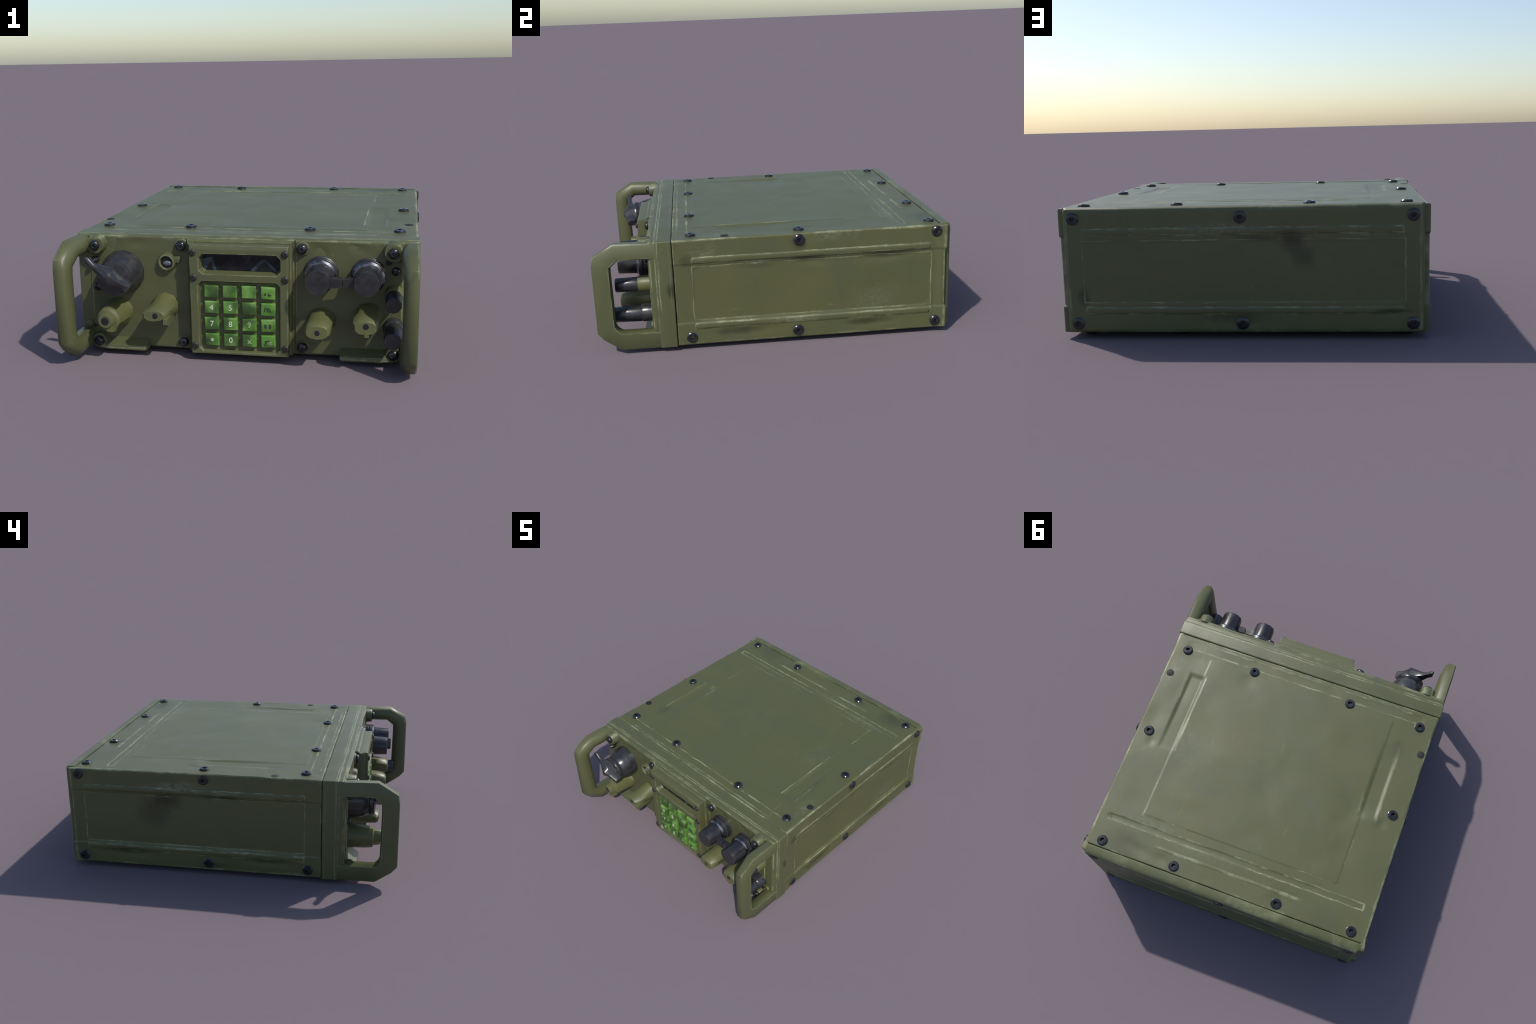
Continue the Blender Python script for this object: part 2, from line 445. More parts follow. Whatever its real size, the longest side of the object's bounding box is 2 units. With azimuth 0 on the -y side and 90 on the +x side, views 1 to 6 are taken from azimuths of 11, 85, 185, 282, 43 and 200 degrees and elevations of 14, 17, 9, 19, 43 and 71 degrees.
def dents(u, v, items):
    h = 0.0
    for cu, cv, ru, rv, d, turn in items:
        c, s = math.cos(turn), math.sin(turn)
        x, y = (u - cu) * c + (v - cv) * s, -(u - cu) * s + (v - cv) * c
        q = (x / ru) ** 2 + (y / rv) ** 2
        if q < 9: h -= d * math.exp(-q)
    return h


# ------------------------------------------------------------------- the case
root = bpy.data.objects.new("field_radio", None)
root.empty_display_size = 0.2
SCN.collection.objects.link(root)
root["label"] = "olive drab military field radio with front handles and keypad"
root["category"] = "radio"

finish(box_bm((-0.856, -0.60, 0.040), (0.856, 0.955, 0.622)), "chassis", M_CORE, root, 0)

# top cover -----------------------------------------------------------------
TOP_DENTS = [(-0.55, 0.18, 0.09, 0.13, 0.0055, 0.3), (-0.60, 0.45, 0.07, 0.10, 0.004, 0.4), (0.72, -0.18, 0.06, 0.12, 0.005, 0.0), (0.33, -0.37, 0.05, 0.04, 0.003, 0.3),
             (0.40, 0.87, 0.05, 0.035, 0.005, 0.2), (-0.33, 0.83, 0.035, 0.03, 0.004, 0.0), (0.76, 0.20, 0.025, 0.03, 0.005, 0.5), (-0.75, 0.22, 0.03, 0.03, 0.005, 0.5), (0.46, 0.02, 0.10, 0.22, 0.003, 0.2), (0.80, 0.05, 0.05, 0.10, 0.004, 0.0),
             (0.70, 0.60, 0.10, 0.07, 0.003, 0.0), (-0.35, 0.86, 0.10, 0.04, 0.003, 0.4), (0.55, 0.86, 0.10, 0.03, 0.004, -0.2),
             (-0.05, 0.30, 0.05, 0.12, 0.002, 0.7), (0.70, -0.42, 0.10, 0.04, 0.003, 0.0), (0.36, -0.40, 0.06, 0.03, 0.002, 0.5)]
def ragged(x, y):
    """Slightly uneven sheet edges."""
    return x + 0.0035 * noise.noise(Vector((y * 5, x, 3))) * sst(abs(x), 0.80, 0.88), y
def patchy(u, seed):
    """Factor that lets a pressed groove fade in and out along its length."""
    return 0.35 + 0.75 * sst(noise.noise(Vector((u * 4.2, seed, 0.5))), -0.35, 0.25)
def top_h(x, y):
    h = -0.0035 * bead(x, y, 0, 0.728, 0.808, 0.021, 1.0) * patchy(x, 3.0) - 0.002 * bead(x, y, 0, -0.506, 0.80, 0.029, 1.0) * patchy(x, 5.0)
    h += plateau(x, y, 0.653, -0.05, 0.060, 0.272, -0.0055, 0.026) * (1 - 0.7 * sst(y, -0.05, 0.22)) * patchy(y, 1.0)
    h += plateau(x, y, -0.655, -0.05, 0.062, 0.272, -0.0055, 0.026) * (1 - 0.7 * sst(-y, -0.05, 0.30)) * patchy(y, 7.0)
    h += plateau(x, y, 0, 0.105, 0.618, 0.550, 0.0015, 0.006)
    h += bead(x, y, 0.04, 0.815, 0.42, 0.008, 0.001)
    return h + 0.65 * dents(x, y, TOP_DENTS) + lumps(x, y, 1.3, 0.0014)
slab("top_cover", M_TOP, root, ((0, 0, ZT), (1, 0, 0), (0, 1, 0), (0, 0, 1)),
     spaced(-0.872, 0.872, 0.012, [(-0.72, -0.59, 0.005), (0.59, 0.72, 0.005)]),
     spaced(YF, YR - 0.003, 0.012, [(-0.54, -0.47, 0.004), (0.70, 0.755, 0.0035), (0.64, 0.66, 0.004), (0.80, 0.83, 0.004), (-0.46, -0.43, 0.004)]),
     top_h, 0.020, r=0.006, warp=ragged)

# bottom cover --------------------------------------------------------------
def bottom_h(x, y):
    return bead(x, y, 0, 0.728, 0.808, 0.021, 0.005) + bead(x, y, 0, -0.506, 0.80, 0.029, 0.004) + lumps(x, y, 4.1, 0.0012)
slab("bottom_cover", M_TOP, root, ((0, 0, ZB), (-1, 0, 0), (0, 1, 0), (0, 0, -1)),
     spaced(-0.872, 0.872, 0.02), spaced(YF, YR - 0.003, 0.02, [(-0.54, -0.47, 0.005), (0.70, 0.755, 0.005)]),
     bottom_h, 0.020, r=0.006)

# side covers ---------------------------------------------------------------
R_DENTS = [(0.62, 0.475, 0.16, 0.022, 0.004, 0.05), (0.22, 0.472, 0.07, 0.02, 0.004, -0.2), (-0.15, 0.095, 0.16, 0.022, 0.004, 0.0),
           (0.55, 0.090, 0.13, 0.020, 0.004, 0.05), (-0.40, 0.56, 0.05, 0.03, 0.004, 0.3), (0.13, 0.59, 0.05, 0.03, 0.003, 0.0),
           (0.55, 0.25, 0.14, 0.08, 0.002, 0.5)]
L_DENTS = [(0.45, 0.43, 0.10, 0.10, 0.003, 0.6), (0.02, 0.485, 0.07, 0.015, 0.004, 0.0), (-0.25, 0.105, 0.13, 0.018, 0.004, 0.0),
           (0.10, 0.55, 0.12, 0.02, -0.003, 0.0), (0.60, 0.10, 0.14, 0.02, 0.003, 0.0), (0.0, 0.05, 0.05, 0.04, 0.003, 0.0)]
def side_h(dent_list, seed):
    def h(y, z):
        mid = sst(z, 0.150, 0.166) * (1 - sst(z, 0.490, 0.506))
        k = -0.0035 * mid
        k += plateau(y, z, 0.208, 0.328, 0.670, 0.162, -0.0025, 0.006, 0.05)
        bow = 0.003 * noise.noise(Vector((y * 3, seed, 0)))
        k += bead(y, z + bow, 0.207, 0.519, 0.668, 0.0165, 0.0055)
        k += bead(y, z + bow, 0.207, 0.138, 0.668, 0.0175, 0.0055)
        k += (0.010 - 0.0005 * mid) * sst(y, 0.89, 0.95) + 0.004 * (1 - sst(y, YF, -0.44))
        return k + dents(y, z, dent_list) + lumps(y, z, seed, 0.0018, 3.0)
    return h
def lug(y, z):
    """Rear end of the side cover stands back between the two bands."""
    mid = sst(z, 0.152, 0.166) * (1 - sst(z, 0.490, 0.504))
    return y - 0.011 * mid * sst(y, 0.90, 0.968), z
for s, m, dl, sd in ((1, M_SIDE_R, R_DENTS, 2.7), (-1, M_SIDE_L, L_DENTS, 6.1)):
    ys = spaced(YF, 0.968, 0.010, [(-0.48, -0.44, 0.004), (0.86, 0.89, 0.004)])
    zs = spaced(ZB + 0.002, ZT - 0.001, 0.010, [(0.115, 0.170, 0.0028), (0.485, 0.540, 0.0028)])
    slab("side_cover", m, root, ((s * SX, 0, 0), (0, 1, 0), (0, 0, 1), (s, 0, 0)), ys, zs, side_h(dl, sd), 0.020, r=0.007, warp=lug)

# back plate ----------------------------------------------------------------
B_DENTS = [(-0.28, 0.43, 0.14, 0.09, 0.004, 0.7), (0.77, 0.20, 0.03, 0.05, 0.004, 0.0), (0.05, 0.10, 0.14, 0.03, 0.003, 0.1),
           (-0.72, 0.13, 0.06, 0.012, 0.003, 0.0), (0.05, 0.49, 0.08, 0.012, 0.003, 0.0)]
def back_h(x, z):
    k = 0.0015 * (1 - sst(abs(x), 0.45, 0.86)) + bead(x, z, 0, 0.522, 0.758, 0.016, 0.0045) + bead(x, z, 0, 0.140, 0.762, 0.0165, 0.0045)
    k += plateau(x, z, 0, 0.330, 0.768, 0.152, -0.002, 0.006, 0.03)
    return k + dents(x, z, B_DENTS) + lumps(x, z, 9.4, 0.002)
slab("back_plate", M_BACK, root, ((0, 0.9915, 0), (1, 0, 0), (0, 0, 1), (0, 1, 0)),
     spaced(-0.859, 0.859, 0.011, [(-0.78, -0.74, 0.005), (0.74, 0.78, 0.005)], r=0.020),
     spaced(ZB + 0.002, ZT + 0.003, 0.010, [(0.118, 0.162, 0.003), (0.500, 0.545, 0.003)], r=0.020), back_h, 0.059, r=0.020)

# front frame and panel -----------------------------------------------------
finish(merge(box_bm((-0.886, -0.656, ZB - 0.002), (0.886, YF - 0.0025, ZT + 0.0015), 0.007, 3),
             box_bm((-0.872, -0.694, ZB + 0.012), (0.872, -0.660, ZT - 0.003), 0.006, 3),
             box_bm((-0.879, -0.683, ZB + 0.002), (0.879, -0.650, ZT - 0.0005), 0.007, 3)), "front_frame", M_FRAME, root, 50)
def panel_h(x, z):
    k = plateau(x, z, -0.43, 0.36, 0.30, 0.20, -0.002, 0.05) + plateau(x, z, 0.52, 0.35, 0.20, 0.20, -0.002, 0.05)
    k -= 0.012 * (1 - sst(abs(x - 0.273), 0.003, 0.005))
    k += dents(x, z, [(0.52, 0.56, 0.06, 0.05, 0.004, 0.5), (-0.70, 0.58, 0.05, 0.04, 0.003, 0.2), (-0.50, 0.30, 0.1, 0.06, 0.002, 0.4), (0.40, 0.57, 0.035, 0.05, 0.006, 0.6), (0.58, 0.60, 0.06, 0.025, 0.005, -0.3),
                      (-0.68, 0.60, 0.03, 0.03, 0.005, 0.3), (-0.55, 0.595, 0.05, 0.02, 0.004, 0.1), (0.52, 0.18, 0.05, 0.08, 0.005, 0.3), (-0.47, 0.40, 0.07, 0.06, 0.004, 0.2)])
    return k + lumps(x, z, 5.5, 0.004, 4.5)
slab("front_panel", M_PANEL, root, ((0, -0.700, 0), (1, 0, 0), (0, 0, 1), (0, -1, 0)),
     spaced(-0.808, 0.808, 0.012, [(0.262, 0.282, 0.0015)]), spaced(0.039, 0.6345, 0.012), panel_h, 0.046, r=0.006)
for s in (1, -1):
    # drip lip under the panel: a wedge
    sec = lambda x, y1: [(x, -0.690, 0.030), (x, y1, 0.029), (x, y1 - 0.004, 0.036), (x, y1, 0.053), (x, -0.690, 0.088)]
    bm = loft_bm([sec(s * 0.505, -0.742), sec(s * 0.52, -0.752), sec(s * 0.70, -0.752), sec(s * 0.775, -0.735)])
    bevel_all(bm, 0.003)
    finish(bm, "drip_lip", M_PANEL, root, 40)
    nub = lathe_bm([(0.018, -0.675), (0.018, -0.70), (0.012, -0.706)], s * 0.832, 0.150, 12)
    finish(nub, "cheek_nub", M_PANEL, root, 40)
    nub = lathe_bm([(0.009, -0.69), (0.009, -0.708)], s * 0.800, 0.140, 10)
    finish(nub, "cheek_hole", M_SOCKET, root, 40)

# handles -------------------------------------------------------------------
OUTER = [(-0.645, 0.629), (-0.878, 0.636), (-0.990, 0.568), (-0.999, 0.515), (-0.998, 0.132), (-0.964, 0.092), (-0.872, 0.028), (-0.645, 0.026)]
INNER = [(-0.645, 0.541), (-0.855, 0.543), (-0.900, 0.505), (-0.901, 0.465), (-0.896, 0.172), (-0.886, 0.150), (-0.864, 0.131), (-0.645, 0.126)]
# cross-section (x, share of the way from inner to outer edge): full on the legs, cut back on the grip
LEG = [(0.882, 0.08), (0.882, 0.90), (0.874, 1.0), (0.830, 1.0), (0.806, 0.82), (0.796, 0.52), (0.800, 0.20), (0.824, 0.0), (0.850, 0.0), (0.867, 0.0)]
GRIP = [(0.884, 0.08), (0.884, 0.93), (0.877, 1.0), (0.837, 1.0), (0.821, 0.84), (0.813, 0.48), (0.816, 0.14), (0.830, 0.0), (0.850, 0.0), (0.867, 0.0)]
BLEND = (0, 0.2, 0.9, 1, 1, 0.9, 0.3, 0)
for s in (1, -1):
    secs = []
    for (oy, oz), (iy, iz), g in zip(OUTER, INNER, BLEND):
        secs.append([(s * (xl + (xg - xl) * g), iy + (oy - iy) * (ql + (qg - ql) * g), iz + (oz - iz) * (ql + (qg - ql) * g)) for (xl, ql), (xg, qg) in zip(LEG, GRIP)])
    bm = loft_bm(secs)
    es = [e for e in bm.edges if len(e.link_faces) == 2 and e.calc_face_angle(0) > math.radians(14)]
    bmesh.ops.bevel(bm, geom=es, offset=0.006, segments=2, profile=0.6, affect="EDGES", clamp_overlap=True)
    finish(bm, "handle", M_HANDLE, root, 45)

# ---------------------------------------------------------------------- bolts
def bolt_mesh(r, h, sock):
    """Hex-socket button head, axis z, seated at z = 0; second material in the socket."""
    bm = bmesh.new()
    prof = [(r * 1.08, -0.006), (r * 1.08, 0.001), (r, 0.002), (r, h * 0.55), (r * 0.82, h), (sock, h), (sock, h * 0.1)]
    seg = 18
    rings = []
    for k, (q, z) in enumerate(prof):
        ring = []
        for i in range(seg):
            a = 2 * math.pi * i / seg
            rad = q
            if k >= 5:  # hexagonal socket
                rad = q * math.cos(math.pi / 6) / math.cos((a % (math.pi / 3)) - math.pi / 6)
            ring.append(bm.verts.new((rad * math.cos(a), rad * math.sin(a), z)))
        rings.append(ring)
    for n, (a, b) in enumerate(zip(rings, rings[1:])):
        for i in range(seg):
            f = bm.faces.new((a[i], a[(i + 1) % seg], b[(i + 1) % seg], b[i]))
            f.material_index = 1 if n >= 5 else 0
    f = bm.faces.new(rings[-1]); f.material_index = 1
    bm.faces.new(rings[0])
    bmesh.ops.recalc_face_normals(bm, faces=bm.faces)
    me = bpy.data.meshes.new("bolt"); bm.to_mesh(me); bm.free()
    me.polygons.foreach_set("use_smooth", [True] * len(me.polygons)); me.set_sharp_from_angle(angle=math.radians(35))
    me.materials.append(M_BOLT); me.materials.append(M_SOCKET)
    return me


def put_bolt(me, pos, axis, name="bolt", parent=root, wob=0.05):
    ob = bpy.data.objects.new(name, me)
    SCN.collection.objects.link(ob); ob.parent = parent
    d = Vector(axis) + Vector([random.uniform(-wob, wob) for _ in range(3)])
    q = d.to_track_quat("Z", "Y").to_euler()
    ob.rotation_euler = q
    ob.location = pos
    ob.rotation_euler.rotate_axis("Z", random.uniform(0, 1.0))
    return ob


CASE_BOLT = bolt_mesh(0.030, 0.013, 0.0135)
BACK_BOLT = bolt_mesh(0.029, 0.006, 0.0135)
SIDE_BOLT = bolt_mesh(0.030, 0.010, 0.0135)
FOOT_BOLT = bolt_mesh(0.030, 0.026, 0.0135)
TOP_XY = [(sx * x, y) for sx in (1, -1) for x, y in ((0.782, -0.460), (0.321, -0.460), (0.797, 0.142), (0.780, 0.885), (0.321, 0.884))]
for x, y in TOP_XY:
    put_bolt(CASE_BOLT, (x, y, ZT), (0, 0, 1))
    put_bolt(FOOT_BOLT, (x, y, ZB), (0, 0, -1), wob=0.0)
for s in (1, -1):
    for y, z in ((0.906, 0.600), (0.132, 0.600), (0.905, 0.072), (0.115, 0.073), (-0.483, 0.074)):
        put_bolt(SIDE_BOLT, (s * (SX + (0.003 if y > 0.8 else 0.0005)), y, z), (s, 0, 0))
for x in (-0.805, 0.0, 0.805):
    for z in (0.587, 0.077):
        put_bolt(BACK_BOLT, (x, 0.9945 - (0.002 if x else 0), z), (0, 1, 0), wob=0.03)
# flush screws on the top
for x, y in ((0.828, -0.272), (-0.842, -0.287)):
    bm = lathe_bm([(0.024, -0.01), (0.024, 0.0015), (0.020, 0.003)], 0, 0, 16)
    ob = finish(bm, "flush_screw", M_CORE, root, 40, (x, y, ZT - 0.001))
    ob.rotation_euler = (math.radians(90), 0, 0)

# front bolts with domed heads, on bosses
def dome_mesh(r, h, name="dome_bolt"):
    bm = lathe_bm([(r * 0.9, 0.0), (r, h * 0.2), (r, h * 0.5), (r * 0.88, h * 0.8), (r * 0.6, h * 0.97), (r * 0.42, h), (r * 0.36, h * 0.72)], 0, 0, 16)
    for v in bm.verts: v.co = Vector((v.co.x, v.co.z, v.co.y))
    bmesh.ops.recalc_face_normals(bm, faces=bm.faces)
    me = bpy.data.meshes.new(name); bm.to_mesh(me); bm.free()
    me.polygons.foreach_set("use_smooth", [True] * len(me.polygons)); me.set_sharp_from_angle(angle=math.radians(50))
    me.materials.append(M_BOLT if name != "module_screw" else M_SCREW)
    return me
DOME = dome_mesh(0.027, 0.024)
DOME_SMALL = dome_mesh(0.022, 0.022, "small_bolt")
for s in (1, -1):
    for x, z, y, r in ((0.760, 0.590, -0.745, 0.047), (0.769, 0.068, -0.735, 0.040), (0.311, 0.590, -0.709, 0.036), (0.312, 0.075, -0.708, 0.032)):
        bm = lathe_bm([(r * 1.12, -0.690), (r * 1.04, -0.702), (r, y + 0.006), (r * 0.92, y)], s * x, z, 20)
        finish(bm, "boss", M_PANEL, root, 45)
        put_bolt(DOME, (s * x, y + 0.003, z), (0, -1, 0), "front_bolt")
put_bolt(DOME_SMALL, (0.773, -0.698, 0.490), (0, -1, 0), "small_bolt")
put_bolt(DOME_SMALL, (-0.773, -0.698, 0.357), (0, -1, 0), "small_bolt")
bm = lathe_bm([(0.020, -0.695), (0.024, -0.715), (0.016, -0.738), (0.004, -0.752)], -0.775, 0.507, 10, 0.2, 1.0, 0.7)
finish(bm, "stud", M_CAP, root, 50)
bm = lathe_bm([(0.016, -0.695), (0.016, -0.704)], 0.737, 0.532, 12)
finish(bm, "stud", M_SOCKET, root, 50)

# -------------------------------------------------------------- keypad module
KP_Y = -0.780
bm = loft_bm([[(x0, y, z1), (x1, y, z1), (x1, y, z0), (x0, y, z0)] for y, x0, x1, z0, z1 in
              ((-0.690, -0.276, 0.263, 0.034, 0.629), (-0.716, -0.274, 0.262, 0.034, 0.628), (-0.7255, -0.272, 0.256, 0.038, 0.620))])
bevel_all(bm, 0.003)
finish(bm, "keypad_base", M_KEYPAD, root, 30)

bm = loft_bm([[(-0.240, y, z1), (x0, y, z1), (x0, y, z0), (-0.240, y, z0)] for y, x0, z0, z1 in
              ((-0.700, -0.2745, 0.036, 0.622), (-0.735, -0.270, 0.042, 0.614), (-0.762, -0.252, 0.046, 0.608))])
finish(bm, "keypad_flange", M_KEYPAD, root, 30)

def octa(u, v, u0, u1, v0, v1, c):
    """Distance to a rectangle with cut corners c (negative inside)."""
    a = abs(u - (u0 + u1) / 2) - (u1 - u0) / 2
    b = abs(v - (v0 + v1) / 2) - (v1 - v0) / 2
    return max(a, b, (a + b + c) * 0.7071)

def kp_h(x, z):
    d = octa(x, z, -0.204, 0.214, 0.463, 0.570, 0.022)
    h = -0.050 * (1 - sst(d, -0.014, 0.0))
    d = octa(x, z, -0.212, 0.212, 0.054, 0.430, 0.022)
    h -= 0.026 * (1 - sst(d, -0.014, 0.0))
    if z > 0.575: h -= 0.004 * sst(z, 0.590, 0.612)
    return h + lumps(x, z, 8.0, 0.0015, 5.0)
keypad = slab("keypad_module", M_KEYPAD, root, ((0, KP_Y, 0), (1, 0, 0), (0, 0, 1), (0, -1, 0)),
     spaced(-0.251, 0.251, 0.012, [(-0.222, -0.185, 0.0025), (0.185, 0.222, 0.0025)]),
     spaced(0.042, 0.613, 0.012, [(0.050, 0.090, 0.0025), (0.395, 0.600, 0.0025)]), kp_h, 0.068, r=0.005, smooth=35)

display = finish(box_bm((-0.200, KP_Y + 0.0445, 0.466), (0.210, KP_Y + 0.054, 0.567), 0.003), "display", M_GLASS, keypad, 40)
def wedge(name, pts, mat, y):
    bm = bmesh.new()
    f = bm.faces.new([bm.verts.new((x, y, z)) for x, z in pts])
    ext = bmesh.ops.extrude_face_region(bm, geom=[f])
    for v in ext["geom"]:
        if isinstance(v, bmesh.types.BMVert): v.co.y += 0.002
    return finish(bm, name, mat, keypad, 0)
YM = KP_Y + 0.0435
wedge("modelled_reflection", [(-0.192, 0.533), (-0.138, 0.545), (-0.120, 0.476), (-0.186, 0.476)], M_REFLB, YM)  # reflections on the glass, modelled as thin tinted plates
wedge("modelled_reflection", [(-0.151, 0.522), (-0.136, 0.478), (-0.176, 0.478)], M_REFLD, YM - 0.001)
wedge("modelled_reflection", [(0.050, 0.476), (0.112, 0.537), (0.126, 0.541), (0.140, 0.534), (0.194, 0.476)], M_REFLB, YM)
wedge("modelled_reflection", [(0.074, 0.476), (0.120, 0.522), (0.132, 0.522), (0.172, 0.476)], M_REFLD, YM - 0.001)
wedge("modelled_reflection", [(0.005, 0.556), (0.070, 0.556), (0.036, 0.520)], M_REFLD, YM)

# keys
def key_mesh(seed):
    rr = random.Random(seed)
    bm = bmesh.new()
    w, hgt = 0.0365, 0.0315
    sec = []
    for y, k in ((0.010, 1.0), (-0.012, 1.0), (-0.017, 0.97), (-0.0195, 0.90)):
        sec.append([(sx * w * k, y + (rr.uniform(-0.002, 0.002) if y < -0.015 else 0), sz * hgt * k) for sx, sz in ((1, 1), (-1, 1), (-1, -1), (1, -1))])
    bm2 = loft_bm(sec)
    bmesh.ops.recalc_face_normals(bm2, faces=bm2.faces)
    bevel_all(bm2, 0.002, 2, 40)
    me = bpy.data.meshes.new("key"); bm2.to_mesh(me); bm2.free(); bm.free()
    me.polygons.foreach_set("use_smooth", [True] * len(me.polygons)); me.set_sharp_from_angle(angle=math.radians(45))
    me.materials.append(M_KEY)
    return me
KEYS = [key_mesh(k) for k in range(4)]
COLS = (-0.143, -0.0465, 0.050, 0.147)
ROWS = (0.3755, 0.2905, 0.2050, 0.1200)

def text_mesh(ch, size):
    cu = bpy.data.curves.new("legend", "FONT")
    cu.body, cu.size, cu.align_x, cu.align_y, cu.extrude, cu.offset = ch, size, "CENTER", "CENTER", 0.0007, 0.0006
    tmp = bpy.data.objects.new("legend_source", cu)
    SCN.collection.objects.link(tmp)
    dg = bpy.context.evaluated_depsgraph_get()
    me = bpy.data.meshes.new_from_object(tmp.evaluated_get(dg))
    bpy.data.objects.remove(tmp); bpy.data.curves.remove(cu)
    me.name = "legend"; me.materials.clear()
    return me
LEGENDS = {(1, 0): ("4", M_WHITE), (1, 1): ("5", M_WHITE), (2, 0): ("7", M_WHITE), (2, 1): ("8", M_WHITE), (3, 1): ("0", M_WHITE),
           (2, 2): ("9", M_PALE), (3, 0): ("*", M_WHITE), (3, 2): ("x", M_PALE)}
KEY_TOP = KP_Y - 0.0005
for r, z in enumerate(ROWS):
    for c, x in enumerate(COLS):
        ob = link("key", KEYS[(r * 3 + c) % 4], None, keypad, (x + random.uniform(-0.0015, 0.0015), KP_Y + 0.0195, z + random.uniform(-0.0015, 0.0015)))
        ob.rotation_euler = (random.uniform(-0.03, 0.03), random.uniform(-0.035, 0.035), random.uniform(-0.03, 0.03))
        if (r, c) in LEGENDS:
            ch, mt = LEGENDS[(r, c)]
            t = link("legend", text_mesh(ch, 0.040), mt, keypad, (x + 0.002, KEY_TOP - 0.0008, z - (0.008 if ch == "*" else 0)))
            t.rotation_euler = (math.pi / 2, 0, 0)

def blot(pts, mat, x, z):
    """Small raised mark built from little bars (dx, dz, half width, half height, lean)."""
    parts = []
    for dx, dz, hw, hh, lean in pts:
        b = box_bm((x + dx - hw, KEY_TOP - 0.0012, z + dz - hh), (x + dx + hw, KEY_TOP + 0.002, z + dz + hh))
        for v in b.verts: v.co.x += lean * (v.co.z - z - dz)
        parts.append(b)
    finish(merge(*parts), "legend", mat, keypad, 0)
blot([(-0.012, -0.006, 0.006, 0.006, 0.3), (0.006, -0.006, 0.003, 0.007, 0), (0.013, -0.010, 0.005, 0.003, 0)], M_INK, COLS[3], ROWS[0])
blot([(-0.014, 0, 0.0025, 0.011, 0.1), (-0.001, -0.001, 0.0025, 0.011, -0.35), (0.011, -0.002, 0.0025, 0.011, -0.5)], M_INK, COLS[3], ROWS[1])
blot([(-0.011, -0.002, 0.006, 0.010, 0), (0.011, -0.002, 0.006, 0.010, 0)], M_INK, COLS[3], ROWS[2])
blot([(-0.012, -0.008, 0.0035, 0.010, 0.2), (-0.004, 0.004, 0.010, 0.003, 0)], M_INK, COLS[3], ROWS[3])
blot([(0.003, -0.004, 0.002, 0.011, 0), (0.012, -0.006, 0.002, 0.009, 0), (0.008, -0.002, 0.011, 0.002, 0), (0.008, -0.010, 0.010, 0.002, 0)], M_PALE, COLS[3], ROWS[3])

# small dark screws of the module
KP_BOLT = dome_mesh(0.0185, 0.012, "module_screw")
for x, z in ((-0.233, 0.575), (-0.230, 0.445), (-0.231, 0.086), (0.236, 0.577), (0.236, 0.448), (0.237, 0.090)):
    put_bolt(KP_BOLT, (x, KP_Y + 0.002, z), (0, -1, 0), "module_screw", keypad)

# ------------------------------------------------ large capped connector (left)
CX, CZ = -0.630, 0.441
cap = finish(lathe_bm([(0.116, -0.690), (0.116, -0.703), (0.112, -0.712), (0.112, -0.742), (0.108, -0.756), (0.103, -0.780), (0.094, -0.806), (0.087, -0.818),
                       (0.091, -0.824), (0.093, -0.838), (0.088, -0.850), (0.030, -0.856)], CX, CZ, 14, 0.15), "connector_cap", M_RUBBER, root, 60)
def bar(points):
    """Loft of rounded box sections across a path in front of the cap: (x, y, z, width, thickness)."""
    secs = []
    for k, (x, y, z, w, t) in enumerate(points):
        a, b = points[max(0, k - 1)], points[min(len(points) - 1, k + 1)]
        d = Vector((b[0] - a[0], 0, b[2] - a[2])).normalized()
        side = Vector((-d.z, 0, d.x))
        f = Vector((0, -1, 0))
        secs.append([Vector((x, y, z)) + side * (w * 1.15 * p) + f * (t * 1.1 * q) for p, q in
                     ((-0.5, -0.5), (-0.5, 0.15), (-0.28, 0.5), (0.28, 0.5), (0.5, 0.15), (0.5, -0.5))])
    return loft_bm(secs)
bm = bar([(-0.760, -0.892, 0.557, 0.012, 0.012), (-0.745, -0.890, 0.541, 0.030, 0.026), (-0.718, -0.884, 0.516, 0.026, 0.026), (-0.690, -0.880, 0.495, 0.048, 0.036),
          (-0.655, -0.880, 0.470, 0.070, 0.062), (-0.622, -0.885, 0.449, 0.062, 0.080), (-0.600, -0.882, 0.438, 0.044, 0.060),
          (-0.575, -0.876, 0.424, 0.042, 0.050), (-0.540, -0.872, 0.402, 0.042, 0.046)])
for v in bm.verts:
    v.co += 0.007 * noise.noise_vector(v.co * 26)
es = [e for e in bm.edges if len(e.link_faces) == 2 and e.calc_face_angle(0) > math.radians(25)]
bmesh.ops.bevel(bm, geom=es, offset=0.003, segments=2, profile=0.5, affect="EDGES", clamp_overlap=True)
finish(bm, "wing_lever", M_RUBBER, cap, 60)

